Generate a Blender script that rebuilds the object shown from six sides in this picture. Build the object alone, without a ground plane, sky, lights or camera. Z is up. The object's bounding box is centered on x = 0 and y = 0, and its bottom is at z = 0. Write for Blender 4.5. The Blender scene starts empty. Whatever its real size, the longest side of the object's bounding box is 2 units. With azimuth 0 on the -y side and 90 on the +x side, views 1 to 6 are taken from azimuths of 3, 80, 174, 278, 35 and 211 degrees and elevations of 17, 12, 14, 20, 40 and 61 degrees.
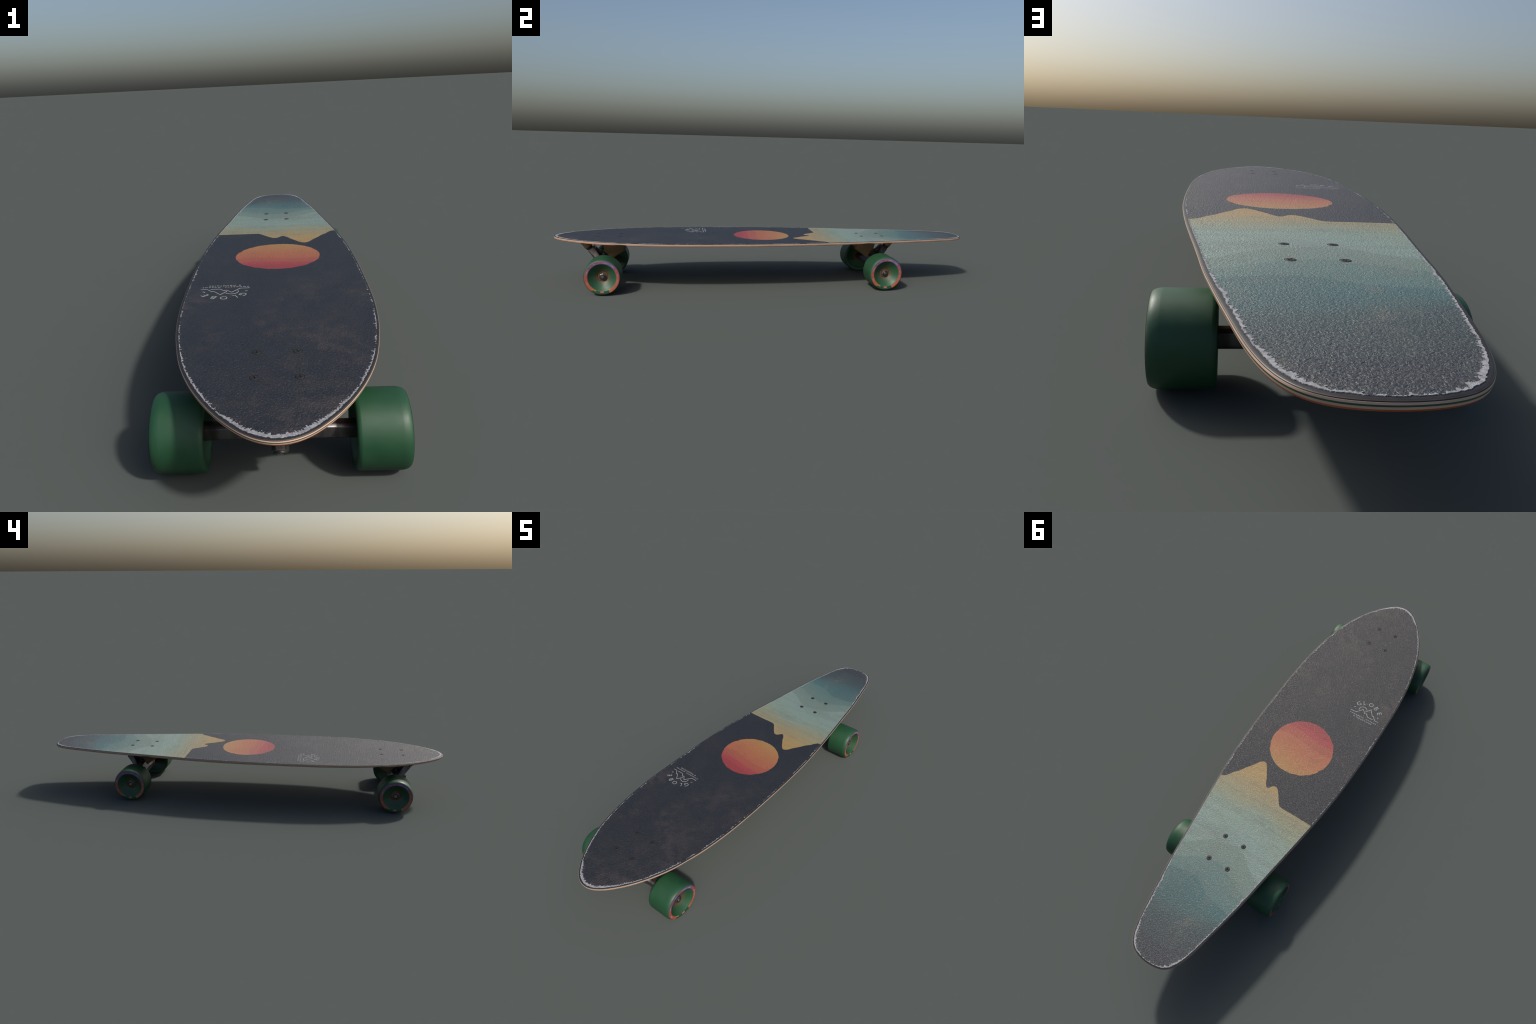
import bpy, bmesh, math, random
import numpy as np
from mathutils import Vector, Matrix, noise

random.seed(7)
rng = np.random.default_rng(11)
TAU = math.tau

# ------------------------------------------------------------------ helpers
scene = bpy.context.scene


def link(o, parent=None):
    scene.collection.objects.link(o)
    if parent is not None:
        o.parent = parent
    return o


def empty(name, parent=None):
    o = bpy.data.objects.new(name, None)
    o.empty_display_size = 0.05
    return link(o, parent)


def mesh_object(name, verts, faces, mat, parent=None, smooth=None):
    me = bpy.data.meshes.new(name)
    me.from_pydata([tuple(v) for v in verts], [], faces)
    me.validate()
    bm = bmesh.new()
    bm.from_mesh(me)
    bmesh.ops.recalc_face_normals(bm, faces=bm.faces)
    bm.to_mesh(me)
    bm.free()
    me.materials.append(mat)
    o = bpy.data.objects.new(name, me)
    link(o, parent)
    if smooth is not None:
        smooth_by_angle(me, smooth)
    return o


def smooth_by_angle(me, degrees):
    me.shade_smooth()
    bm = bmesh.new()
    bm.from_mesh(me)
    lim = math.radians(degrees)
    for e in bm.edges:
        e.smooth = not (len(e.link_faces) == 2 and e.calc_face_angle(0.0) > lim)
    bm.to_mesh(me)
    bm.free()


def apply_modifiers(o):
    dg = bpy.context.evaluated_depsgraph_get()
    dg.update()
    me = bpy.data.meshes.new_from_object(o.evaluated_get(dg))
    old = o.data
    name = old.name
    o.modifiers.clear()
    o.data = me
    bpy.data.meshes.remove(old)
    me.name = name
    return o


def bevel(o, width, segments=3, angle=28):
    m = o.modifiers.new("bevel", "BEVEL")
    m.width, m.segments, m.limit_method = width, segments, "ANGLE"
    m.angle_limit = math.radians(angle)
    apply_modifiers(o)
    smooth_by_angle(o.data, 40)
    return o


def revolve(name, profile, mat, parent=None, steps=128, axis="X", closed=False, smooth=35):
    """profile: (radius, position along the axis)"""
    n, k = len(profile), steps
    verts, faces = [], []
    for i in range(k):
        a = TAU * i / k
        for r, t in profile:
            verts.append({"X": (t, r * math.cos(a), r * math.sin(a)), "Z": (r * math.cos(a), r * math.sin(a), t)}[axis])
    last = n if closed else n - 1
    for i in range(k):
        for j in range(last):
            j2 = (j + 1) % n
            faces.append((i * n + j, i * n + j2, ((i + 1) % k) * n + j2, ((i + 1) % k) * n + j))
    o = mesh_object(name, verts, faces, mat, parent)
    bm = bmesh.new()
    bm.from_mesh(o.data)
    bmesh.ops.remove_doubles(bm, verts=bm.verts, dist=1e-6)
    bmesh.ops.recalc_face_normals(bm, faces=bm.faces)
    bm.to_mesh(o.data)
    bm.free()
    smooth_by_angle(o.data, smooth)
    return o


def rounded(points, radius, steps=5):
    """round the corners of a closed 2D polygon"""
    out, n = [], len(points)
    for i in range(n):
        p, a, b = (np.array(points[k % n], float) for k in (i, i - 1, i + 1))
        da, db = a - p, b - p
        la, lb = np.linalg.norm(da), np.linalg.norm(db)
        r = min(radius, la * 0.45, lb * 0.45)
        s, e = p + da / la * r, p + db / lb * r
        for t in np.linspace(0, 1, steps):
            out.append((1 - t) ** 2 * s + 2 * t * (1 - t) * p + t * t * e)
    return out


def prism_x(name, poly_yz, half_top, half_low, z_top, z_low, mat, parent):
    """a yz profile extruded along x, its half width tapering with height"""
    n = len(poly_yz)
    verts = []
    for s in (-1, 1):
        for y, z in poly_yz:
            t = min(1, max(0, (z - z_low) / (z_top - z_low)))
            verts.append((s * (half_low + (half_top - half_low) * t), y, z))
    faces = [tuple(range(n)), tuple(range(2 * n - 1, n - 1, -1))]
    faces += [(i, (i + 1) % n, n + (i + 1) % n, n + i) for i in range(n)]
    return mesh_object(name, verts, faces, mat, parent)


def box(name, lo, hi, mat, parent):
    v = [(x, y, z) for x in (lo[0], hi[0]) for y in (lo[1], hi[1]) for z in (lo[2], hi[2])]
    f = [(0, 1, 3, 2), (4, 6, 7, 5), (0, 4, 5, 1), (2, 3, 7, 6), (0, 2, 6, 4), (1, 5, 7, 3)]
    return mesh_object(name, v, f, mat, parent)


def cut(target, tool):
    m = target.modifiers.new("cut", "BOOLEAN")
    m.operation, m.object, m.solver = "DIFFERENCE", tool, "EXACT"
    apply_modifiers(target)


# ------------------------------------------------------------------ node helpers
class Nodes:
    def __init__(self, name):
        self.mat = bpy.data.materials.new(name)
        self.mat.use_nodes = True
        self.t = self.mat.node_tree
        self.t.nodes.clear()
        self.out = self.t.nodes.new("ShaderNodeOutputMaterial")
        self.bsdf = self.t.nodes.new("ShaderNodeBsdfPrincipled")
        self.t.links.new(self.bsdf.outputs[0], self.out.inputs[0])

    def new(self, kind, **props):
        n = self.t.nodes.new(kind)
        for k, v in props.items():
            setattr(n, k, v)
        return n

    def put(self, socket, value):
        if isinstance(value, bpy.types.NodeSocket):
            self.t.links.new(value, socket)
        elif value is not None:
            socket.default_value = value

    def math(self, op, a, b=0.0, c=None, clamp=False):
        n = self.new("ShaderNodeMath", operation=op, use_clamp=clamp)
        self.put(n.inputs[0], a)
        self.put(n.inputs[1], b)
        if c is not None:
            self.put(n.inputs[2], c)
        return n.outputs[0]

    def step(self, value, lo, hi, a=0.0, b=1.0):
        n = self.new("ShaderNodeMapRange", interpolation_type="SMOOTHSTEP")
        for s, v in zip(n.inputs, (value, lo, hi, a, b)):
            self.put(s, v)
        return n.outputs[0]

    def mix(self, fac, a, b, blend="MIX"):
        n = self.new("ShaderNodeMix", data_type="RGBA", blend_type=blend)
        self.put(n.inputs[0], fac)
        self.put(n.inputs[6], a if isinstance(a, bpy.types.NodeSocket) else (*a, 1))
        self.put(n.inputs[7], b if isinstance(b, bpy.types.NodeSocket) else (*b, 1))
        return n.outputs[2]

    def coords(self, scale=(1, 1, 1)):
        c = self.new("ShaderNodeTexCoord").outputs["Object"]
        m = self.new("ShaderNodeMapping")
        m.inputs["Scale"].default_value = scale
        self.put(m.inputs[0], c)
        return m.outputs[0]

    def noise(self, scale, detail=3.0, rough=0.55, stretch=(1, 1, 1), distort=0.0):
        n = self.new("ShaderNodeTexNoise")
        self.put(n.inputs["Vector"], self.coords(stretch))
        n.inputs["Scale"].default_value = scale
        n.inputs["Detail"].default_value = detail
        n.inputs["Roughness"].default_value = rough
        n.inputs["Distortion"].default_value = distort
        return n.outputs[0]

    def ramp(self, fac, stops, mode="LINEAR"):
        n = self.new("ShaderNodeValToRGB")
        n.color_ramp.interpolation = mode
        e = n.color_ramp.elements
        while len(e) < len(stops):
            e.new(0.5)
        for el, (p, c) in zip(e, stops):
            el.position = p
            el.color = (*c, 1)
        self.put(n.inputs[0], fac)
        return n.outputs[0]

    def bump(self, height, strength, distance, normal=None):
        n = self.new("ShaderNodeBump")
        n.inputs["Strength"].default_value = strength
        n.inputs["Distance"].default_value = distance
        self.put(n.inputs["Height"], height)
        if normal is not None:
            self.put(n.inputs["Normal"], normal)
        return n.outputs[0]

    def finish(self, colour, rough=0.5, metallic=0.0, normal=None, **more):
        b = self.bsdf.inputs
        self.put(b["Base Color"], colour if isinstance(colour, bpy.types.NodeSocket) else (*colour, 1))
        self.put(b["Roughness"], rough)
        self.put(b["Metallic"], metallic)
        if normal is not None:
            self.put(b["Normal"], normal)
        for k, v in more.items():
            self.put(b[k.replace("_", " ")], v)
        return self.mat


def srgb(r, g, b, gain=1.0):
    f = lambda c: (c / 255 / 12.92) if c / 255 <= 0.04045 else ((c / 255 + 0.055) / 1.055) ** 2.4
    return tuple(f(c) * gain for c in (r, g, b))


# ------------------------------------------------------------------ materials
def plain(name, colour, rough, metallic=0.0, var=0.25, scale=40, bump=0.0, stretch=(1, 1, 1), **more):
    n = Nodes(name)
    f = n.noise(scale, 4, 0.6, stretch)
    lo, hi = tuple(c * (1 - var) for c in colour), tuple(min(1, c * (1 + var)) for c in colour)
    col = n.mix(n.step(f, 0.3, 0.7), lo, hi)
    nor = n.bump(n.noise(scale * 6, 3), bump, 0.001) if bump else None
    return n.finish(col, rough, metallic, nor, **more)


# printed ridge line between the dark print and the sky print: (x, y) in metres
RIDGE = [(-0.25, 0.2535), (-0.2117, 0.2530), (-0.1676, 0.2519), (-0.1103, 0.2516), (-0.092, 0.2526), (-0.0660, 0.2495),
         (-0.0580, 0.2422), (-0.0440, 0.2215), (-0.0290, 0.2012), (-0.0150, 0.1860), (-0.0020, 0.1828), (0.0052, 0.1888),
         (0.0127, 0.2000), (0.0205, 0.2068), (0.0270, 0.2035), (0.0378, 0.1895), (0.0456, 0.1726), (0.0623, 0.1462),
         (0.0740, 0.1275), (0.0850, 0.1135), (0.0960, 0.1105), (0.1060, 0.1150), (0.1134, 0.1238), (0.1243, 0.1455),
         (0.1374, 0.1637), (0.1482, 0.1812), (0.1593, 0.2020), (0.1765, 0.2216), (0.1873, 0.2424), (0.1983, 0.2558), (0.25, 0.268)]
SUN_CENTRE, SUN_RADIUS = (0.003, -0.031), 0.1335


def grip_material():
    n = Nodes("printed_grip")
    sep = n.new("ShaderNodeSeparateXYZ")
    n.put(sep.inputs[0], n.coords())
    x, y = sep.outputs[0], sep.outputs[1]
    fine = n.math("SUBTRACT", n.noise(160, 3), 0.5)
    mid = n.math("SUBTRACT", n.noise(38, 3), 0.5)
    big = n.math("SUBTRACT", n.noise(5, 3), 0.5)

    # dark print with dusty brown scuffs
    navy = n.mix(n.step(n.noise(9, 5, 0.6), 0.35, 0.7), srgb(25, 27, 34), srgb(31, 31, 36))
    dust_a = n.step(n.noise(5.0, 6, 0.66, (1.0, 0.8, 1)), 0.44, 0.66)
    dust_b = n.step(n.noise(26, 6, 0.66), 0.36, 0.64)
    near_nose = n.step(y, -0.05, -0.45, 0.30, 1.0)
    dust = n.math("MULTIPLY", n.math("MULTIPLY", dust_a, dust_b), near_nose)
    navy = n.mix(n.math("MULTIPLY", dust, 0.85), navy, srgb(58, 51, 50))
    scuff = n.step(n.noise(16, 6, 0.7, (1.0, 2.2, 1), 0.6), 0.63, 0.76)
    navy = n.mix(n.math("MULTIPLY", scuff, 0.5), navy, srgb(78, 65, 61))

    # sky print: soft layered ridges, each a little darker than the one before
    def line(points):
        node = n.new("ShaderNodeFloatCurve")
        cv = node.mapping.curves[0]
        q = [((px + 0.25) / 0.5, py) for px, py in points]
        cv.points[0].location, cv.points[1].location = q[0], q[-1]
        for p in q[1:-1]:
            cv.points.new(*p)
        node.mapping.update()
        n.put(node.inputs["Value"], n.math("DIVIDE", n.math("ADD", x, 0.25), 0.5))
        return node.outputs[0]

    ym = n.math("ADD", y, n.math("MULTIPLY", mid, 0.020))
    yg = n.math("ADD", y, n.math("MULTIPLY", big, 0.05))
    sky = n.ramp(n.math("DIVIDE", n.math("SUBTRACT", yg, 0.10), 0.30),
                 [(0.0, srgb(164, 131, 76)), (0.20, srgb(160, 131, 82)), (0.38, srgb(150, 131, 92)), (0.60, srgb(138, 133, 107)), (0.85, srgb(127, 138, 121)), (1.0, srgb(125, 144, 134))])
    layers = [
        (0.050, srgb(123, 142, 134), srgb(118, 139, 135), [(-0.25, 0.43), (-0.179, 0.400), (-0.10, 0.345), (-0.032, 0.322), (0.015, 0.325), (0.09, 0.352), (0.16, 0.345), (0.25, 0.36)]),
        (0.004, srgb(105, 124, 119), srgb(100, 121, 117), [(-0.25, 0.575), (-0.143, 0.548), (-0.099, 0.520), (-0.025, 0.480), (0.029, 0.499), (0.089, 0.516), (0.125, 0.547), (0.164, 0.575), (0.25, 0.60)]),
        (0.004, srgb(87, 113, 111), srgb(79, 107, 108), [(-0.25, 0.640), (-0.143, 0.625), (-0.084, 0.602), (-0.026, 0.576), (0.014, 0.571), (0.068, 0.587), (0.114, 0.616), (0.154, 0.634), (0.25, 0.66)]),
        (0.006, srgb(63, 96, 100), srgb(57, 85, 90), [(-0.25, 0.70), (-0.15, 0.712), (-0.09, 0.705), (-0.034, 0.695), (0.019, 0.668), (0.075, 0.661), (0.141, 0.678), (0.25, 0.70)]),
        (0.030, srgb(55, 71, 76), srgb(52, 63, 69), [(-0.25, 0.74), (-0.13, 0.768), (-0.058, 0.786), (0.032, 0.806), (0.114, 0.803), (0.25, 0.80)]),
        (0.070, srgb(48, 53, 60), srgb(45, 46, 55), [(-0.25, 0.845), (-0.08, 0.870), (0.03, 0.890), (0.25, 0.88)]),
    ]
    for soft, near, far, pts_ in layers:
        d = n.math("SUBTRACT", ym, line(pts_))
        tone = n.mix(n.step(d, 0.0, 0.13), near, far)
        sky = n.mix(n.step(d, -soft, soft), sky, tone)
    streak = n.step(n.noise(2.2, 5, 0.7, (1.6, 16, 1), 0.5), 0.46, 0.66)
    sky = n.mix(n.math("MULTIPLY", streak, 0.24), sky, srgb(70, 84, 84))
    grime = n.math("MULTIPLY", n.step(n.noise(9, 6, 0.68), 0.46, 0.72), n.step(n.noise(46, 5, 0.65), 0.36, 0.62))
    sky = n.mix(n.math("MULTIPLY", grime, 0.50), sky, srgb(98, 98, 90))
    blush = n.math("MULTIPLY", n.step(n.noise(15, 6, 0.68, (1, 1, 1), 0.3), 0.50, 0.72), n.step(n.noise(60, 4, 0.6), 0.42, 0.62))
    blush = n.math("MULTIPLY", blush, n.math("MULTIPLY", n.step(y, 0.30, 0.45), n.step(y, 0.66, 0.85, 1.0, 0.1)))
    sky = n.mix(n.math("MULTIPLY", blush, 0.42), sky, srgb(132, 114, 108))
    sky = n.mix(n.step(n.noise(300, 2), 0.42, 0.66, 0.0, 0.22), sky, srgb(84, 90, 84))

    sky = n.mix(1.0, sky, (1.0, 0.99, 0.93), "MULTIPLY")

    # setting sun in flat bands
    wob2 = n.math("MULTIPLY", n.math("SINE", n.math("MULTIPLY", x, 21.0)), 0.008)
    yb = n.math("ADD", n.math("ADD", y, wob2), n.math("MULTIPLY", mid, 0.006))
    tb = n.math("MULTIPLY", n.math("ADD", yb, 0.17), 1 / 0.28)
    sun = n.ramp(tb, [(0.0, srgb(141, 46, 50)), (0.165, srgb(142, 47, 51)), (0.175, srgb(150, 55, 59)), (0.255, srgb(150, 56, 59)),
                      (0.265, srgb(150, 75, 59)), (0.40, srgb(151, 78, 59)), (0.41, srgb(157, 89, 62)), (0.55, srgb(158, 94, 63)),
                      (0.70, srgb(159, 103, 64)), (0.86, srgb(158, 113, 67)), (1.0, srgb(156, 121, 71))])
    sun = n.mix(n.math("MULTIPLY", grime, 0.32), sun, srgb(104, 76, 58))
    sun = n.mix(n.step(n.noise(300, 2), 0.42, 0.66, 0.0, 0.20), sun, srgb(100, 66, 50))

    curve = n.new("ShaderNodeFloatCurve")
    c = curve.mapping.curves[0]
    pts = [((px + 0.25) / 0.5, (py - 0.05) / 0.3) for px, py in RIDGE]
    c.points[0].location, c.points[1].location = pts[0], pts[-1]
    for p in pts[1:-1]:
        c.points.new(*p)
    for p in c.points:
        p.handle_type = "VECTOR"
    curve.mapping.update()
    n.put(curve.inputs["Value"], n.math("DIVIDE", n.math("ADD", x, 0.25), 0.5))
    ridge = n.math("ADD", n.math("MULTIPLY", curve.outputs[0], 0.3), 0.05)
    above = n.math("SUBTRACT", n.math("ADD", y, n.math("MULTIPLY", fine, 0.006)), ridge)
    is_sky = n.step(above, -0.0006, 0.0006)

    dx, dy = n.math("SUBTRACT", x, SUN_CENTRE[0]), n.math("SUBTRACT", y, SUN_CENTRE[1])
    r = n.math("SQRT", n.math("ADD", n.math("MULTIPLY", dx, dx), n.math("MULTIPLY", dy, dy)))
    r = n.math("ADD", r, n.math("ADD", n.math("MULTIPLY", mid, 0.012), n.math("MULTIPLY", fine, 0.003)))
    is_sun = n.step(r, SUN_RADIUS - 0.0006, SUN_RADIUS + 0.0006, 1.0, 0.0)

    col = n.mix(is_sky, navy, sky)
    col = n.mix(is_sun, col, sun)
    grain = n.noise(265, 2.5, 0.6, (1, 1, 1), 0.8)
    nor = n.bump(n.step(grain, 0.25, 0.75), 0.75, 0.0018)
    return n.finish(col, n.step(n.noise(420, 2), 0.30, 0.62, 0.35, 0.54), 0.0, nor, Specular_IOR_Level=0.6)


M = {}
M["grip"] = grip_material()
M["dark_ply"] = plain("dark_ply", srgb(33, 33, 35), 0.60, var=0.25, scale=60, bump=0.15)
M["glue"] = plain("glue_line", srgb(78, 67, 60), 0.5, scale=30)
M["maple"] = plain("maple_ply", srgb(205, 172, 152), 0.55, var=0.10, scale=12, stretch=(1, 1, 12))
M["green_ply"] = plain("green_ply", srgb(44, 74, 50), 0.5, var=0.15, scale=20)
M["orange"] = plain("orange_ply", srgb(184, 88, 42), 0.5, var=0.10, scale=20)
M["white"] = plain("worn_white", srgb(143, 143, 147), 0.58, var=0.30, scale=190, bump=0.8)
M["ink"] = plain("pale_ink", srgb(150, 152, 154), 0.55, var=0.10, scale=120)
M["screw"] = plain("screw_steel", srgb(40, 36, 35), 0.60, 0.0, var=0.2, scale=200)
M["gap"] = plain("screw_gap", srgb(19, 19, 20), 0.85, scale=100, Specular_IOR_Level=0.2)
M["bronze"] = plain("bronze_paint", srgb(136, 114, 84), 0.45, 0.2, var=0.15, scale=18, bump=0.05)
M["black_metal"] = plain("worn_black_metal", srgb(96, 92, 92), 0.38, 0.75, var=0.35, scale=45, bump=0.08, stretch=(1, 1, 0.4))
M["bushing"] = plain("bushing_rubber", srgb(38, 34, 32), 0.5, var=0.2, scale=40)
M["steel"] = plain("steel", srgb(135, 132, 130), 0.32, 0.9, var=0.25, scale=120, bump=0.05)
M["bearing"] = plain("bearing_brass", srgb(118, 82, 50), 0.5, 0.5, var=0.35, scale=150)
M["shield"] = plain("bearing_shield", srgb(40, 38, 37), 0.5, 0.4, var=0.3, scale=150)
M["red"] = plain("red_label", srgb(176, 66, 58), 0.5, var=0.05)


def wheel_material():
    n = Nodes("green_urethane")
    sep = n.new("ShaderNodeSeparateXYZ")
    n.put(sep.inputs[0], n.coords())
    r = n.math("SQRT", n.math("ADD", n.math("MULTIPLY", sep.outputs[1], sep.outputs[1]), n.math("MULTIPLY", sep.outputs[2], sep.outputs[2])))
    base = n.mix(n.step(n.noise(14, 3), 0.3, 0.7), srgb(26, 67, 42), srgb(29, 71, 45))
    # grease that has crept out of the bearing
    grease = n.step(n.math("ADD", r, n.math("MULTIPLY", n.math("SUBTRACT", n.noise(45, 4), 0.5), 0.022)), 0.022, 0.044, 1.0, 0.0)
    base = n.mix(n.math("MULTIPLY", grease, 0.8), base, srgb(74, 62, 46))
    nor = n.bump(n.noise(220, 3), 0.06, 0.001)
    return n.finish(base, n.step(n.noise(30, 4), 0.3, 0.7, 0.47, 0.57), 0.0, nor, Specular_IOR_Level=0.5)


def band_material():
    """rainbow print round the wheel face, colour by the angle round the axle"""
    n = Nodes("rainbow_print")
    sep = n.new("ShaderNodeSeparateXYZ")
    n.put(sep.inputs[0], n.coords())
    # 0 at the bottom, growing clockwise as seen from outside (+x, so right is +y)
    a = n.math("ARCTAN2", n.math("MULTIPLY", sep.outputs[1], -1.0), n.math("MULTIPLY", sep.outputs[2], -1.0))
    t = n.math("FRACT", n.math("ADD", n.math("DIVIDE", a, TAU), 1.0))
    col = n.ramp(t, [(0.07, srgb(205, 132, 58)), (0.13, srgb(196, 100, 62)), (0.24, srgb(186, 76, 60)), (0.285, srgb(160, 84, 96)),
                     (0.36, srgb(122, 80, 118)), (0.44, srgb(128, 84, 140)), (0.475, srgb(152, 88, 124)), (0.52, srgb(140, 96, 146)),
                     (0.56, srgb(124, 88, 154)), (0.645, srgb(122, 82, 158)), (0.655, srgb(162, 78, 94)), (0.76, srgb(182, 82, 74)),
                     (0.80, srgb(192, 98, 72)), (0.88, srgb(204, 110, 76)), (0.93, srgb(206, 132, 66))])
    col = n.mix(n.step(n.noise(260, 3), 0.40, 0.75, 0.0, 0.22), col, srgb(100, 80, 78))
    col = n.mix(1.0, col, (0.60, 0.58, 0.58), "MULTIPLY")
    col = n.mix(0.12, col, srgb(100, 96, 96))
    return n.finish(col, 0.45)


M["urethane"] = wheel_material()
M["band"] = band_material()

# ------------------------------------------------------------------ deck outline
# half width of the deck along its length, nose (-y) to tail (+y)
NOSE_TO_TAIL = [(-0.9995, 0.012), (-0.9955, 0.0245), (-0.9855, 0.0455), (-0.967, 0.0675), (-0.940, 0.0925), (-0.900, 0.1220), (-0.858, 0.1468),
                (-0.816, 0.1675), (-0.767, 0.1868), (-0.730, 0.1985), (-0.640, 0.2185), (-0.566, 0.2305), (-0.450, 0.2412), (-0.350, 0.2445),
                (-0.220, 0.2452), (-0.100, 0.2440), (0.0, 0.2408), (0.070, 0.2375), (0.130, 0.2325), (0.210, 0.2245), (0.290, 0.2150),
                (0.350, 0.2070), (0.406, 0.1990), (0.465, 0.1905), (0.532, 0.1810), (0.635, 0.1670), (0.750, 0.1465), (0.810, 0.1345),
                (0.865, 0.1235), (0.915, 0.1110), (0.946, 0.0995), (0.967, 0.0880), (0.984, 0.0710), (0.9925, 0.0540), (0.9975, 0.0300)]
RIGHT = [(0.0, -1.0)] + [(w, y) for y, w in NOSE_TO_TAIL] + [(0.0, 1.0)]
LOOP = RIGHT + [(-w, y) for w, y in RIGHT[-2:0:-1]]


def closed_spline(ctrl, count):
    p = np.array(ctrl, float)
    n = len(p)
    dense = []
    for i in range(n):
        p0, p1, p2, p3 = p[i - 1], p[i], p[(i + 1) % n], p[(i + 2) % n]
        t0, t1 = 0.0, max(1e-6, np.linalg.norm(p1 - p0)) ** 0.5
        t2 = t1 + np.linalg.norm(p2 - p1) ** 0.5
        t3 = t2 + np.linalg.norm(p3 - p2) ** 0.5
        for t in np.linspace(t1, t2, 24, endpoint=False):
            a1 = (t1 - t) / (t1 - t0) * p0 + (t - t0) / (t1 - t0) * p1
            a2 = (t2 - t) / (t2 - t1) * p1 + (t - t1) / (t2 - t1) * p2
            a3 = (t3 - t) / (t3 - t2) * p2 + (t - t2) / (t3 - t2) * p3
            b1 = (t2 - t) / (t2 - t0) * a1 + (t - t0) / (t2 - t0) * a2
            b2 = (t3 - t) / (t3 - t1) * a2 + (t - t1) / (t3 - t1) * a3
            dense.append((t2 - t) / (t2 - t1) * b1 + (t - t1) / (t2 - t1) * b2)
    d = np.array(dense)
    seg = np.linalg.norm(np.roll(d, -1, 0) - d, axis=1)
    s = np.concatenate([[0], np.cumsum(seg)])
    dd = np.vstack([d, d[:1]])
    u = np.linspace(0, s[-1], count, endpoint=False)
    q = np.stack([np.interp(u, s, dd[:, k]) for k in (0, 1)], 1)
    w = max(3, count // 260)
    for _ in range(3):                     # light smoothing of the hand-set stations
        q = sum(np.roll(q, k, 0) for k in range(-w, w + 1)) / (2 * w + 1)
    q[:, 1] = (q[:, 1] - (q[:, 1].max() + q[:, 1].min()) / 2) * 2.0 / np.ptp(q[:, 1])
    q[:, 0] = q[:, 0] * 1.0045 - 0.0010                      # the deck sits a hair off the trucks' centre line
    tan = np.roll(q, -1, 0) - np.roll(q, 1, 0)
    tan /= np.linalg.norm(tan, axis=1)[:, None]
    return q, np.stack([-tan[:, 1], tan[:, 0]], 1), s[-1]      # points, inward normals, length


Q, INWARD, PERIMETER = closed_spline(LOOP, 900)
DECK_TOP = 0.2240

root = empty("longboard")
root["label"] = "cruiser longboard with sunset mountain print and green wheels"
root["category"] = "skateboard"

deck = empty("deck", root)


def slab(name, rings, mat, parent):
    """rings: (inset from the deck outline, height) from top to bottom, closed with caps"""
    n = len(Q)
    verts, faces = [], []
    for inset, z in rings:
        r = Q + INWARD * inset
        verts += [(p[0], p[1], z) for p in r]
    for k in range(len(rings) - 1):
        a, b = k * n, (k + 1) * n
        faces += [(a + i, a + (i + 1) % n, b + (i + 1) % n, b + i) for i in range(n)]
    faces.append(tuple(range(n)))
    faces.append(tuple(range((len(rings) - 1) * n, len(rings) * n))[::-1])
    return mesh_object(name, verts, faces, mat, parent, smooth=30)


plies = [
    slab("veneer_ply", [(0.0080, 0.22360), (0.0045, 0.22350), (0.0026, 0.22320), (0.0016, 0.22280)], M["dark_ply"], deck),
    slab("veneer_ply", [(0.0015, 0.22278), (0.0008, 0.22230)], M["glue"], deck),
    slab("veneer_ply", [(0.0009, 0.22228), (0.0004, 0.22150)], M["dark_ply"], deck),
    slab("veneer_ply", [(0.0002, 0.22148), (0.0, 0.22050), (0.0, 0.21935)], M["maple"], deck),
    slab("veneer_ply", [(0.0001, 0.21933), (0.0001, 0.21765)], M["green_ply"], deck),
    slab("veneer_ply", [(0.0001, 0.21763), (0.0004, 0.21650), (0.0009, 0.21500)], M["maple"], deck),
    slab("veneer_ply", [(0.0010, 0.21498), (0.0015, 0.21380), (0.0026, 0.21250), (0.0060, 0.21170)], M["orange"], deck),
]

# wheel wells: shallow hollows sanded into the underside above the wheels
for sx in (-1, 1):
    for yc, xc in ((-0.690, 0.250), (0.460, 0.235)):
        bm = bmesh.new()
        bmesh.ops.create_icosphere(bm, subdivisions=4, radius=1.0)
        bmesh.ops.transform(bm, matrix=Matrix.Translation((sx * xc, yc, 0.2070)) @ Matrix.Diagonal((0.075, 0.060, 0.0118, 1)), verts=bm.verts)
        me = bpy.data.meshes.new("cutter")
        bm.to_mesh(me)
        bm.free()
        tool = link(bpy.data.objects.new("cutter", me))
        for p in plies[4:]:
            cut(p, tool)
        bpy.data.objects.remove(tool)
for p in plies[4:]:
    smooth_by_angle(p.data, 30)

# ------------------------------------------------------------------ grip sheet with its ragged rim
FINE = 6000
QF, NF, LEN = closed_spline(LOOP, FINE)


def fbm1(freq, seed, octaves=4, gain=0.55):
    """noise along the outline, sampled in the plane so that it closes on itself"""
    out = np.zeros(FINE)
    amp = 1.0
    for o in range(octaves):
        f = freq * 2 ** o
        out += amp * np.array([noise.noise(Vector((p[0] * f, p[1] * f, seed + 7.3 * o))) for p in QF])
        amp *= gain
    return out


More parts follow.
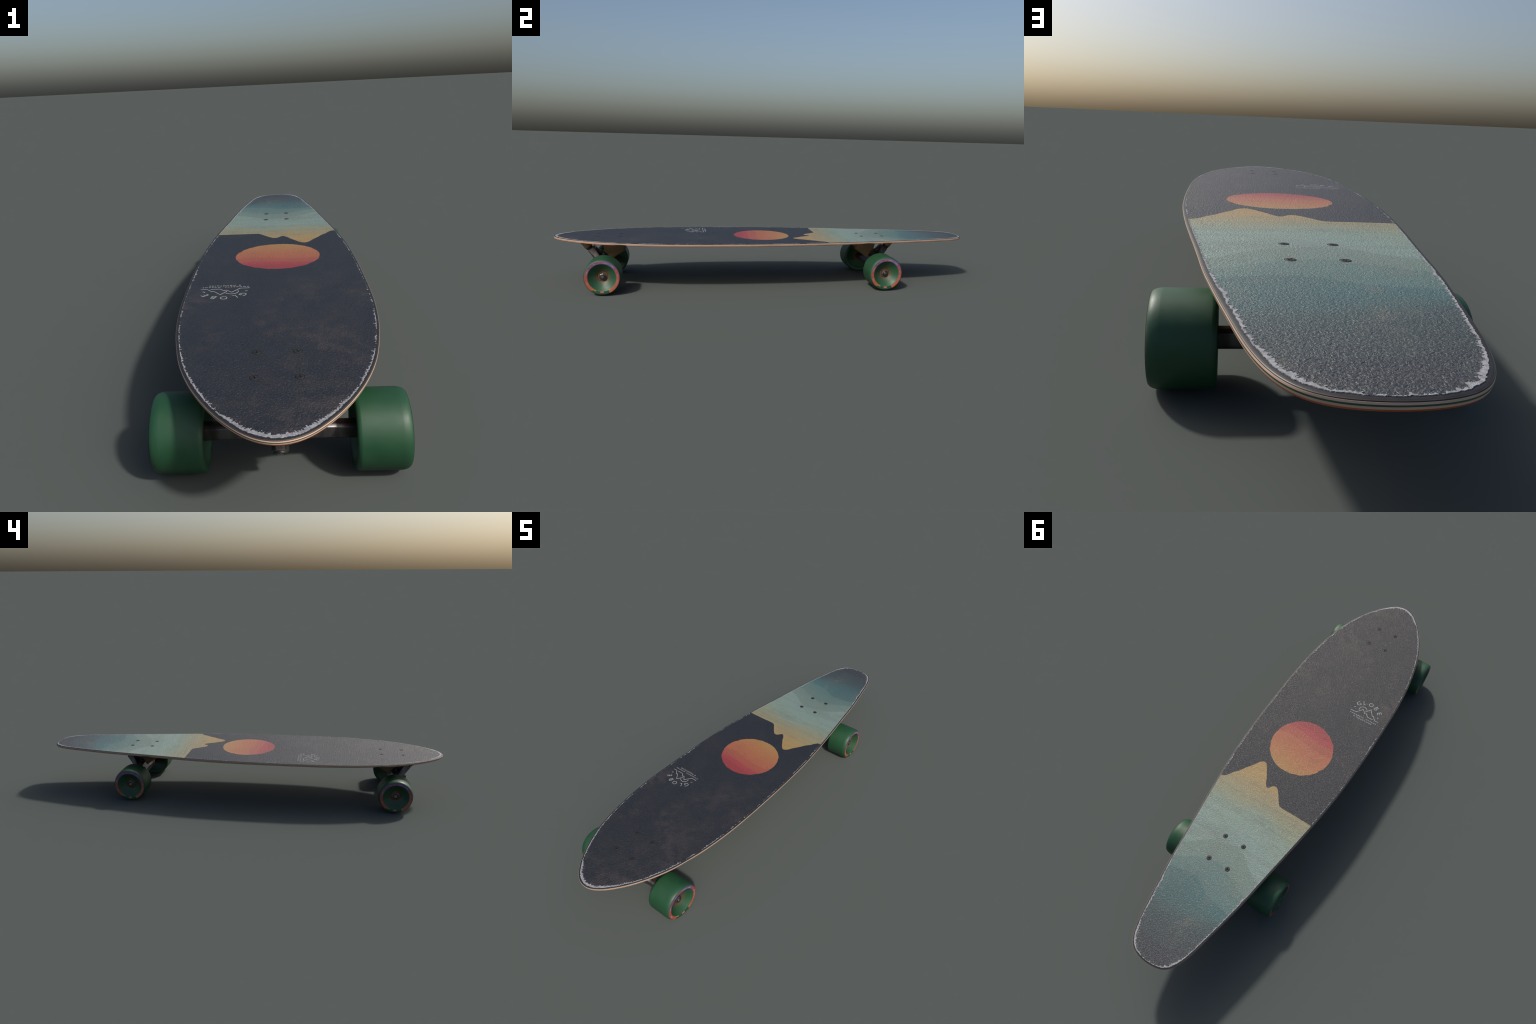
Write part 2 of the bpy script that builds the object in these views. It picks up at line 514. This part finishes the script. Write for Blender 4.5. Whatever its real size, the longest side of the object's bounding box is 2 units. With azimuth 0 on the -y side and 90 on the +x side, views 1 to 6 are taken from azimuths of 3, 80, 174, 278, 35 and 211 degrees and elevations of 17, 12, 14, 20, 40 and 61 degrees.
y_f, x_f = QF[:, 1], np.abs(QF[:, 0])
nose = np.exp(-((y_f + 1.0) / 0.055) ** 2)
nose_wide = np.exp(-((y_f + 1.0) / 0.22) ** 2)
corner = np.exp(-((y_f - 0.965) / 0.05) ** 2) * np.exp(-((x_f - 0.085) / 0.045) ** 2)
tail = 1 / (1 + np.exp(-(y_f - 0.55) / 0.05))
mid_part = 1 - np.clip(nose_wide + tail, 0, 1)

rag = fbm1(150, 3.1, 4, 0.65)
rag2 = fbm1(240, 8.7, 3, 0.7)
slow = fbm1(6, 1.7, 3, 0.6)
medium = fbm1(26, 5.5, 3, 0.6)

sheet_edge = 0.0062 + 0.0010 * rag + 0.0012 * np.clip(slow, 0, 1) + 0.0016 * np.clip(medium * tail, 0, 1)
sheet_edge = np.clip(sheet_edge, 0.0040, 0.0120)


def ring(inset, z):
    p = QF + NF * np.asarray(inset).reshape(-1, 1)
    return np.column_stack([p, np.full(FINE, z)])


v = np.vstack([ring(sheet_edge, DECK_TOP - 0.0005), ring(sheet_edge, DECK_TOP - 0.0001), ring(sheet_edge + 0.0004, DECK_TOP)])
f = [(k * FINE + i, k * FINE + (i + 1) % FINE, (k + 1) * FINE + (i + 1) % FINE, (k + 1) * FINE + i) for k in (0, 1) for i in range(FINE)]
f += [tuple(range(2 * FINE, 3 * FINE))]
grip = mesh_object("grip_sheet", v, f, M["grip"], deck)

# white worn band just inside the rim of the sheet: it waxes, wanes and breaks up
width = 0.0018 + 0.0016 * slow + 0.0020 * medium + 0.0020 * rag + 0.0046 * nose + 0.0014 * nose_wide + 0.0038 * corner + 0.0008 * tail
width += 0.0016 * rag2 * (1 + 1.2 * nose + corner)
width -= 0.0008 * mid_part
start = sheet_edge - 0.0003 + 0.0006 * rag2 + 0.0008 * np.clip(medium, -1, 1)
start = np.clip(start, 0.0035, 0.02)
thick = DECK_TOP + 0.00035
rows = [ring(start, DECK_TOP - 0.0004), ring(start + 0.0002, thick), ring(start + width, thick), ring(start + width + 0.0003, DECK_TOP - 0.0001)]
on = width > 0.0007
v, f = np.vstack(rows), []
for i in range(FINE):
    j = (i + 1) % FINE
    if on[i] and on[j]:
        f += [(k * FINE + i, k * FINE + j, (k + 1) * FINE + j, (k + 1) * FINE + i) for k in range(3)]
worn = mesh_object("worn_edge", v, f, M["white"], deck)
bm = bmesh.new()
bm.from_mesh(worn.data)
bmesh.ops.delete(bm, geom=[q for q in bm.verts if not q.link_faces], context="VERTS")
bm.to_mesh(worn.data)
bm.free()

# loose flecks of the same wear
v, f = [], []
for _ in range(1100):
    i = int(rng.integers(FINE))
    if rng.random() > 0.25 + 0.9 * nose[i] + 0.5 * nose_wide[i] + 0.6 * corner[i] + 0.25 * tail[i]:
        continue
    d = max(start[i], 0.005) + max(width[i], 0) + abs(rng.normal(0, 0.0016)) + 0.0006
    c = QF[i] + NF[i] * d
    size = 0.0003 + 0.0008 * rng.random() ** 2
    turn, k = rng.random() * TAU, 6
    base = len(v)
    for q in range(k):
        a = turn + TAU * q / k
        e = size * (0.6 + 0.7 * rng.random())
        v.append((c[0] + e * 1.5 * math.cos(a), c[1] + e * math.sin(a), DECK_TOP + 0.0003))
    v.append((c[0], c[1], DECK_TOP + 0.0004))
    for q in range(k):
        v.append((v[base + q][0], v[base + q][1], DECK_TOP - 0.0003))
    f += [(base + q, base + (q + 1) % k, base + k) for q in range(k)]
    f += [(base + q, base + k + 1 + q, base + k + 1 + (q + 1) % k, base + (q + 1) % k) for q in range(k)]
fleck = mesh_object("wear_fleck", v, f, M["white"], deck)
fleck["kind"] = "stuff"


# ------------------------------------------------------------------ printed emblem on the grip
emblem = empty("emblem", deck)
EMBLEM_AT = (-0.14, -0.32)        # its right is -x and its up is -y
PRINT_Z = DECK_TOP + 0.0001


def text_mesh(name, body, height, mat, parent, width=None, matrix=Matrix(), extrude=0.00015, weight=0.0, spacing=1.0):
    cu = bpy.data.curves.new(name, "FONT")
    cu.body, cu.align_x, cu.align_y = body, "CENTER", "CENTER"
    cu.size = height / 0.70
    cu.extrude = extrude
    cu.offset = weight
    cu.space_character = spacing
    cu.resolution_u = 6
    tmp = link(bpy.data.objects.new("tmp_text", cu))
    dg = bpy.context.evaluated_depsgraph_get()
    dg.update()
    me = bpy.data.meshes.new_from_object(tmp.evaluated_get(dg))
    bpy.data.objects.remove(tmp)
    co = np.array([q.co for q in me.vertices])
    lo, hi = co.min(0), co.max(0)
    s = height / (hi[1] - lo[1])
    sx = s if width is None else width / (hi[0] - lo[0])
    me.transform(Matrix.Diagonal((sx, s, 1, 1)) @ Matrix.Translation((-(lo[0] + hi[0]) / 2, -(lo[1] + hi[1]) / 2, 0)))
    me.transform(matrix)
    me.materials.clear()
    me.materials.append(mat)
    me.name = name
    return link(bpy.data.objects.new(name, me), parent)


def stroke_mesh(name, pts, w, mat, parent, place):
    """flat inked line of even width with mitred corners"""
    p = np.array(pts, float)
    n = len(p)
    t = np.diff(p, axis=0)
    t /= np.linalg.norm(t, axis=1)[:, None]
    nn = np.stack([-t[:, 1], t[:, 0]], 1)
    left, right = [], []
    for i in range(n):
        a, b = nn[max(0, i - 1)], nn[min(n - 2, i)]
        m = a + b
        m /= np.linalg.norm(m)
        m *= 0.5 * w / max(0.45, m @ b)
        left.append(p[i] + m)
        right.append(p[i] - m)
    verts = [place(*q, h) for h in (0.0002, -0.0003) for q in left + right]
    N = 2 * n
    faces = []
    for i in range(n - 1):
        faces += [(i, i + 1, n + i + 1, n + i), (i, N + i, N + i + 1, i + 1), (n + i, n + i + 1, N + n + i + 1, N + n + i)]
    faces += [(0, n, N + n, N), (n - 1, N + n - 1, N + N - 1, N - 1)]
    return mesh_object(name, verts, faces, mat, parent)


def on_deck(u, v, h=0.0):
    return (EMBLEM_AT[0] - u, EMBLEM_AT[1] - v, PRINT_Z + h)


def deck_matrix(u, v, turn=0.0):
    return Matrix.Translation(on_deck(u, v)) @ Matrix.Rotation(math.pi + turn, 4, "Z")


for ch, deg in zip("GLOBE", (-47.6, -25.8, -1.0, 23.2, 47.8)):
    a = math.radians(deg)
    m = deck_matrix(0.0688 * math.sin(a), 0.0688 * math.cos(a), -a)
    text_mesh("letter", ch, 0.0192, M["ink"], emblem, {"G": 0.0178, "L": 0.0102, "O": 0.0192, "B": 0.0130, "E": 0.0118}[ch], m, weight=-0.00035)
text_mesh("letter", "19", 0.0058, M["ink"], emblem, None, deck_matrix(-0.0577, 0.0215, 0.5))
text_mesh("letter", "94", 0.0058, M["ink"], emblem, None, deck_matrix(0.0556, 0.0215, -0.5))
text_mesh("lettering", "CONCRETE, OCEANS", 0.0056, M["ink"], emblem, 0.127, deck_matrix(0, -0.0125), weight=0.0001, spacing=1.55)
text_mesh("lettering", "& MOUNTAINS", 0.0058, M["ink"], emblem, 0.087, deck_matrix(0.003, -0.0232), weight=0.0001, spacing=1.55)
INK = 0.0019
stroke_mesh("mountain_line", [(-0.0665, 0.0), (-0.0400, 0.0), (-0.0192, 0.0290), (-0.0030, 0.0112), (0.0025, 0.0160), (0.0146, 0.0022), (0.0405, 0.0022)], INK, M["ink"], emblem, on_deck)
stroke_mesh("mountain_line", [(-0.0056, 0.0215), (0.0100, 0.0450), (0.0303, 0.0180), (0.0350, 0.0212), (0.0495, 0.0022), (0.0666, 0.0022)], INK, M["ink"], emblem, on_deck)
stroke_mesh("sun_arc", [(-0.0192 + 0.0175 * math.cos(t), 0.0245 + 0.0172 * math.sin(t)) for t in np.linspace(math.radians(28), math.radians(205), 22)], INK, M["ink"], emblem, on_deck)

# ------------------------------------------------------------------ deck screws
HEAD_R = 0.0086


def screw_head():
    rings, steps = 20, 72
    verts, faces = [(0, 0, 0.0000)], []
    for i in range(1, rings + 1):
        r = HEAD_R * i / rings
        for k in range(steps):
            a = TAU * k / steps
            x, y = r * math.cos(a), r * math.sin(a)
            arm = min(abs(x), abs(y))
            depth = 0.0006 * max(0.0, 1 - (r / (HEAD_R * 0.70)) ** 4) if arm < 0.0014 and r < HEAD_R * 0.66 else 0.0
            dome = 0.0005 * (1 - (r / HEAD_R) ** 2)
            rim = -0.0006 * max(0.0, (r / HEAD_R - 0.88) / 0.12) ** 2
            verts.append((x, y, dome + rim - depth))
    for k in range(steps):
        faces.append((0, 1 + k, 1 + (k + 1) % steps))
        for i in range(rings - 1):
            a, b = 1 + i * steps, 1 + (i + 1) * steps
            faces.append((a + k, b + k, b + (k + 1) % steps, a + (k + 1) % steps))
    base = len(verts)
    for k in range(steps):
        a = TAU * k / steps
        verts.append((HEAD_R * math.cos(a), HEAD_R * math.sin(a), -0.0025))
    o = 1 + (rings - 1) * steps
    faces += [(o + k, base + k, base + (k + 1) % steps, o + (k + 1) % steps) for k in range(steps)]
    head = mesh_object("deck_screw", verts, faces, M["screw"], root, smooth=35)
    head.data.materials.append(M["gap"])
    for p in head.data.polygons:          # shallow cross recess, coloured near-black for the shade inside it
        c = p.center
        if min(abs(c.x), abs(c.y)) < 0.0013 and math.hypot(c.x, c.y) < HEAD_R * 0.64:
            p.material_index = 1
    return head


screw = screw_head()
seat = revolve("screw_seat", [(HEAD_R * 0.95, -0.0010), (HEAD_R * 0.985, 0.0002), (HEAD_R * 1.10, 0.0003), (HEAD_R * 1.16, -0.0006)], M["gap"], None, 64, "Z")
SCREWS = [(-0.0425, -0.7018), (0.0415, -0.7012), (-0.0435, -0.8057), (0.0420, -0.8055), (-0.0433, 0.5745), (0.0402, 0.5755), (-0.0436, 0.4687), (0.0396, 0.4692)]
for i, (sx, sy) in enumerate(SCREWS):
    s = screw if i == 0 else link(screw.copy(), root)
    s.location = (sx, sy, DECK_TOP + 0.0005)
    s.rotation_euler = (0, 0, 0.06 + 0.5 * rng.random() * (i % 3))
    g = seat if i == 0 else seat.copy()
    if i:
        link(g)
    g.parent = s
    g.location = (0, 0, -0.0006)

# ------------------------------------------------------------------ trucks (built for the tail; outward is +y, origin under the axle)
AXLE_Z = 0.0803
KINGPIN_AXIS = Vector((0, 0.68, -0.733)).normalized()     # kingpin axis, pointing down and outward


def hex_prism(name, radius, length, mat, parent, chamfer=0.0016):
    verts, faces = [], []
    secs = [(-length / 2, 0.90), (-length / 2 + chamfer, 1.0), (length / 2 - chamfer, 1.0), (length / 2, 0.88)]
    for t, s in secs:
        for k in range(6):
            a = TAU * k / 6
            verts.append((t, radius * s * math.cos(a), radius * s * math.sin(a)))
    for q in range(3):
        faces += [(q * 6 + k, q * 6 + (k + 1) % 6, (q + 1) * 6 + (k + 1) % 6, (q + 1) * 6 + k) for k in range(6)]
    faces += [tuple(range(6)), tuple(range(18, 24))[::-1]]
    return mesh_object(name, verts, faces, mat, parent)


def section(y0, y1, half, z, count=36, power=4.0):
    """rounded rectangle in plan, for lofting a casting upwards"""
    out = []
    for k in range(count):
        a = TAU * k / count
        c, q = math.cos(a), math.sin(a)
        out.append((half * math.copysign(abs(c) ** (2 / power), c), (y0 + y1) / 2 + (y1 - y0) / 2 * math.copysign(abs(q) ** (2 / power), q), z))
    return out


def loft(name, rings, mat, parent, smooth=40):
    n = len(rings[0])
    v = [p for r in rings for p in r]
    f = [(k * n + i, k * n + (i + 1) % n, (k + 1) * n + (i + 1) % n, (k + 1) * n + i) for k in range(len(rings) - 1) for i in range(n)]
    f += [tuple(range(n))[::-1], tuple(range((len(rings) - 1) * n, len(rings) * n))]
    return mesh_object(name, v, f, mat, parent, smooth)


PIVOT_AXIS = Vector((0, -0.567, -0.823)).normalized()     # from the pivot cup down and inward
NUT_END = Vector((0, 0.0700, 0.0735))                      # lower end of the kingpin


def along(obj, axis, at):
    obj.matrix_local = Matrix.Translation(at) @ axis.to_track_quat("X", "Z").to_matrix().to_4x4()


def build_truck():
    t = empty("truck", root)
    # baseplate: flange under the deck, kingpin housing towards the middle, pivot cup outwards
    flange = rounded([(-0.056, -0.092), (0.056, -0.092), (0.054, 0.080), (0.024, 0.124), (-0.024, 0.124), (-0.054, 0.080)], 0.02, 6)
    n = len(flange)
    v = [(p[0], p[1], z) for z in (0.2055, 0.2112) for p in flange]
    fl = mesh_object("baseplate", v, [tuple(range(n)), tuple(range(n, 2 * n))] + [(i, (i + 1) % n, n + (i + 1) % n, n + i) for i in range(n)], M["bronze"], t)
    bevel(fl, 0.0015, 2)
    levels = [(0.1085, -0.0150, -0.0100, 0.0050), (0.1105, -0.0185, -0.0085, 0.0075), (0.1200, -0.0310, -0.0050, 0.0105), (0.1300, -0.0465, 0.0008, 0.0135),
              (0.1400, -0.0620, 0.0075, 0.0170), (0.1480, -0.0745, 0.0130, 0.0235), (0.1520, -0.0795, 0.0150, 0.0265), (0.1580, -0.0825, 0.0165, 0.0310),
              (0.1650, -0.0840, 0.0170, 0.0360), (0.1750, -0.0855, 0.0175, 0.0425), (0.1850, -0.0865, 0.0195, 0.0455), (0.1950, -0.0875, 0.0240, 0.0480), (0.2080, -0.0880, 0.0340, 0.0490)]
    housing = loft("kingpin_housing", [section(a, b, h, z) for z, a, b, h in levels], M["bronze"], t)
    slot = box("slot_tool", (-0.0190, -0.1200, 0.1570), (0.0190, -0.0700, 0.2020), M["bronze"], t)
    bevel(slot, 0.006, 3)
    cut(housing, slot)
    bpy.data.objects.remove(slot)
    smooth_by_angle(housing.data, 40)
    cup = revolve("pivot_cup", [(0.0, -0.033), (0.0205, -0.033), (0.0200, -0.028), (0.0192, -0.020), (0.0188, -0.002), (0.0175, 0.0), (0.0, 0.0)], M["bronze"], t, 56)
    face = Vector((0, 0.0862, 0.1690))
    along(cup, PIVOT_AXIS, face)
    sleeve = revolve("pivot_bushing", [(0.0, -0.004), (0.0162, -0.004), (0.0162, 0.0060), (0.0150, 0.0095), (0.0, 0.0095)], M["bushing"], t, 48)
    along(sleeve, PIVOT_AXIS, face)
    # hanger: pivot arm in the middle, axle beam to both sides, lofted across x
    arm = [(0.0885, 0.1545), (0.0615, 0.1755), (0.0560, 0.1700), (0.0400, 0.1420), (0.0200, 0.1120), (-0.0150, 0.0930), (-0.0150, 0.0690), (0.0140, 0.0650), (0.0320, 0.0760), (0.0500, 0.0985)]
    beam = [(0.0165, 0.0938), (0.0095, 0.0990), (0.0045, 0.0990), (-0.0070, 0.0990), (-0.0140, 0.0948), (-0.0170, 0.0868), (-0.0165, 0.0700), (-0.0085, 0.0648), (0.0095, 0.0648), (0.0165, 0.0705)]
    secs = [(-0.1580, 1), (-0.0950, 1), (-0.0740, 0.90), (-0.0520, 0.66), (-0.0340, 0.34), (-0.0230, 0.07), (-0.0195, 0), (0.0195, 0), (0.0230, 0.07), (0.0340, 0.34), (0.0520, 0.66), (0.0740, 0.90), (0.0950, 1), (0.1580, 1)]
    n, v, f = len(arm), [], []
    for x, k in secs:
        v += [(x, a[0] * (1 - k) + b[0] * k, a[1] * (1 - k) + b[1] * k) for a, b in zip(arm, beam)]
    for q in range(len(secs) - 1):
        f += [(q * n + i, q * n + (i + 1) % n, (q + 1) * n + (i + 1) % n, (q + 1) * n + i) for i in range(n)]
    f += [tuple(range(n)), tuple(range((len(secs) - 1) * n, len(secs) * n))[::-1]]
    hanger = mesh_object("hanger", v, f, M["black_metal"], t)
    bevel(hanger, 0.0020, 3, 24)
    rib = prism_x("hanger_rib", rounded([(0.0680, 0.1750), (0.0300, 0.1520), (0.0120, 0.1330), (0.0200, 0.1080), (0.0500, 0.1300)], 0.006, 4), 0.0125, 0.0125, 0.2, 0.1, M["bushing"], t)
    bevel(rib, 0.002, 2)

    def on_pin(k):
        return NUT_END - KINGPIN_AXIS * k

    pad = [(0.0, -0.0125), (0.0195, -0.0125), (0.0215, -0.0100), (0.0215, 0.0100), (0.0195, 0.0125), (0.0, 0.0125)]
    up = revolve("bushing", pad, M["bushing"], t, 48)
    along(up, KINGPIN_AXIS, on_pin(0.0770))
    down = link(up.copy(), t)
    along(down, KINGPIN_AXIS, on_pin(0.0330))
    boss = revolve("kingpin_boss", [(0.0, -0.0130), (0.0225, -0.0130), (0.0240, -0.0110), (0.0240, 0.0110), (0.0225, 0.0130), (0.0, 0.0130)], M["black_metal"], t, 56)
    along(boss, KINGPIN_AXIS, on_pin(0.0550))
    w = revolve("washer", [(0.0, -0.0012), (0.0222, -0.0012), (0.0222, 0.0012), (0.0, 0.0012)], M["black_metal"], t, 48)
    along(w, KINGPIN_AXIS, on_pin(0.0190))
    pin = revolve("kingpin", [(0.0, -0.090), (0.0075, -0.090), (0.0075, -0.0010), (0.0066, 0.0005), (0.0, 0.0005)], M["steel"], t, 32)
    along(pin, KINGPIN_AXIS, NUT_END)
    nut = hex_prism("kingpin_nut", 0.0170, 0.0130, M["steel"], t)
    along(nut, KINGPIN_AXIS, on_pin(0.0110))
    collar = revolve("nut_collar", [(0.0078, 0.0035), (0.0078, -0.002), (0.0140, -0.002), (0.0140, 0.0022), (0.0125, 0.0035)], M["bushing"], t, 40, closed=True)
    along(collar, KINGPIN_AXIS, on_pin(0.0040))
    axle = revolve("axle", [(0.0, -0.2352), (0.0068, -0.2352), (0.0078, -0.2340), (0.0078, 0.2340), (0.0068, 0.2352), (0.0, 0.2352)], M["steel"], t, 32)
    axle.location.z = AXLE_Z
    return t


def clone(t):
    c = link(t.copy(), root)
    for k in list(t.children):
        q = k.copy()
        link(q)
        q.parent = c
    return c


TAIL_AXLE, NOSE_AXLE = 0.530, -0.7615
rear_truck = build_truck()
rear_truck.location.y = TAIL_AXLE
front_truck = clone(rear_truck)
front_truck.location.y = NOSE_AXLE
front_truck.rotation_euler.z = math.pi

# hex nuts of the deck screws under the baseplates
bolt_nut = hex_prism("screw_nut", 0.0085, 0.008, M["steel"], root)
bolt_nut.rotation_euler = (0, math.pi / 2, 0)
for i, (sx, sy) in enumerate(SCREWS):
    o = bolt_nut if i == 0 else link(bolt_nut.copy(), root)
    o.location = (sx, sy, 0.2020)

# ------------------------------------------------------------------ wheels (built for +x; x is the distance from the board's middle)
XC = 0.200       # wheel origin on the axle
FACE = 0.2512
profile = [(0.0213, 0.2180), (0.0216, 0.2210), (0.0222, 0.2232), (0.0236, 0.2245), (0.0270, 0.2262), (0.0330, 0.2300), (0.0400, 0.2348), (0.0470, 0.2398), (0.0530, 0.2445),
           (0.0570, 0.2480), (0.0592, 0.2499), (0.0612, 0.2509), (0.0640, FACE), (0.0690, FACE)]
# rounded outer shoulder, flat tread, tighter inner lip, dished inner face
profile += [(0.0725 + 0.0078 * math.cos(a), FACE - 0.0205 + 0.0205 * math.sin(a)) for a in np.linspace(math.pi / 2, 0, 10)]
profile += [(0.0803, 0.2100), (0.0803, 0.1900), (0.0803, 0.1700)]
profile += [(0.0735 + 0.0068 * math.cos(a), 0.1558 - 0.0100 * math.sin(a)) for a in np.linspace(0, math.pi / 2, 7)]
profile += [(0.0690, 0.1462), (0.0640, 0.1485), (0.0560, 0.1550), (0.0440, 0.1610), (0.0320, 0.1655), (0.0240, 0.1680), (0.0205, 0.1690)]


def smooth_profile(pts, cuts=3):
    out = []
    for i in range(len(pts) - 1):
        p = [np.array(pts[max(0, min(len(pts) - 1, k))], float) for k in (i - 1, i, i + 1, i + 2)]
        for t in np.linspace(0, 1, cuts, endpoint=False):
            out.append(0.5 * ((2 * p[1]) + (p[2] - p[0]) * t + (2 * p[0] - 5 * p[1] + 4 * p[2] - p[3]) * t * t + (3 * p[1] - p[0] - 3 * p[2] + p[3]) * t ** 3))
    out.append(np.array(pts[-1], float))
    return out


def build_wheel():
    w = revolve("wheel", [(r, x - XC) for r, x in smooth_profile(profile)], M["urethane"], root, 160, smooth=60)
    # printed rainbow band: from lower left clockwise to lower right
    a0, a1, steps, rows = math.radians(24), math.radians(360 - 25.5), 200, 8
    face = [(0.0605, 0.25065), (0.0620, 0.2511), (0.0640, FACE), (0.0665, FACE), (0.0690, FACE), (0.0712, 0.2512), (0.0730, 0.25115), (0.0741, 0.2509)]
    v, f = [], []
    for i in range(steps + 1):
        a = a0 + (a1 - a0) * i / steps
        # the outer half is chipped away where the band starts
        out = 7 if math.degrees(a) > 37 else 0
        for j, (r, x) in enumerate(face):
            if math.degrees(a) < 40:
                lim = 0.0607 + 0.0055 + (0.0074 * max(0.0, (math.degrees(a) - 33) / 7) ** 1.5)
                rr = min(r, lim)
                x = np.interp(rr, [q[0] for q in face], [q[1] for q in face])
                r = rr
            v.append((x - XC + 0.00022, -r * math.sin(a), -r * math.cos(a)))
    for i in range(steps):
        f += [(i * rows + j, i * rows + j + 1, (i + 1) * rows + j + 1, (i + 1) * rows + j) for j in range(rows - 1)]
    band = mesh_object("print_band", v, f, M["band"], w, smooth=60)
    # ring lettering, read clockwise
    ring_r = 0.0667
    msg = "70MM   |   CONICAL   |   78A   |   CRUISER SERIES   |   60MM SURFACE"
    b0, b1 = math.radians(62), math.radians(296)
    me_list = []
    for i, ch in enumerate(msg):
        if ch == " ":
            continue
        a = b0 + (b1 - b0) * i / (len(msg) - 1)
        # frame: letter up is outward, right is clockwise, facing +x
        upv = Vector((0, -math.sin(a), -math.cos(a)))
        rt = Vector((0, -math.cos(a), math.sin(a)))
        m = Matrix((rt, upv, Vector((1, 0, 0)))).transposed().to_4x4()
        m.translation = Vector((FACE - XC + 0.00035, 0, 0)) + upv * ring_r
        me_list.append(text_mesh("ring_letter", ch, 0.0046 if ch != "|" else 0.0058, M["ink"], None, 0.0024 if ch != "|" else 0.0006, m, 0.0001))
    v, f = [], []
    for o in me_list:
        base = len(v)
        v += [tuple(q.co) for q in o.data.vertices]
        f += [tuple(base + k for k in p.vertices) for p in o.data.polygons]
        bpy.data.objects.remove(o)
    letters = mesh_object("ring_lettering", v, f, M["ring_ink"], w)
    letters["kind"] = "stuff"
    label = box("red_label", (FACE - XC - 0.001, -0.0089, -0.0672), (FACE - XC + 0.0003, 0.0067, -0.0601), M["red"], w)
    m = Matrix((Vector((0, 1, 0)), Vector((0, 0, 1)), Vector((1, 0, 0)))).transposed().to_4x4()
    m.translation = Vector((FACE - XC + 0.0004, -0.0011, -0.06365))
    text_mesh("label_lettering", "GLOBE", 0.0036, M["ink"], w, 0.0118, m, 0.00015, 0.00012)
    # bearing, washer and axle nut
    revolve("bearing", [(0.0213, 0.2150 - XC), (0.0213, 0.2222 - XC), (0.0205, 0.2229 - XC), (0.0172, 0.2229 - XC), (0.0168, 0.2219 - XC), (0.0168, 0.2150 - XC)], M["bearing"], w, 64, closed=True)
    revolve("bearing_shield", [(0.0, 0.2211 - XC), (0.0172, 0.2217 - XC), (0.0172, 0.2190 - XC), (0.0, 0.2190 - XC)], M["shield"], w, 48)
    revolve("bearing", [(0.0213, 0.1800 - XC), (0.0213, 0.1692 - XC), (0.0205, 0.1686 - XC), (0.0160, 0.1686 - XC), (0.0160, 0.1800 - XC)], M["bearing"], w, 64, closed=True)
    revolve("bearing_shield", [(0.0, 0.1694 - XC), (0.0165, 0.1692 - XC), (0.0165, 0.1720 - XC), (0.0, 0.1720 - XC)], M["shield"], w, 48)
    revolve("washer", [(0.0078, 0.1450 - XC), (0.0135, 0.1450 - XC), (0.0135, 0.1690 - XC), (0.0078, 0.1690 - XC)], M["steel"], w, 40, closed=True)
    revolve("washer", [(0.0076, 0.2214 - XC), (0.0150, 0.2214 - XC), (0.0150, 0.2236 - XC), (0.0076, 0.2236 - XC)], M["steel"], w, 40, closed=True)
    nut = hex_prism("axle_nut", 0.0140, 0.0100, M["steel"], w, 0.0012)
    nut.location.x = 0.2275 - XC
    nut.rotation_euler.x = 0.3
    revolve("nut_collar", [(0.0079, 0.2320 - XC), (0.0118, 0.2320 - XC), (0.0118, 0.2335 - XC), (0.0105, 0.2345 - XC), (0.0079, 0.2345 - XC)], M["shield"], w, 40, closed=True)
    return w


M["ring_ink"] = plain("faded_ink", srgb(160, 140, 150), 0.5, var=0.1, scale=120)
wheel = build_wheel()
wheel.location = (XC, TAIL_AXLE, AXLE_Z)
for sx, ay in ((-1, TAIL_AXLE), (1, NOSE_AXLE), (-1, NOSE_AXLE)):
    c = clone(wheel)
    c.location = (sx * XC, ay, AXLE_Z)
    c.rotation_euler.z = 0.0 if sx > 0 else math.pi
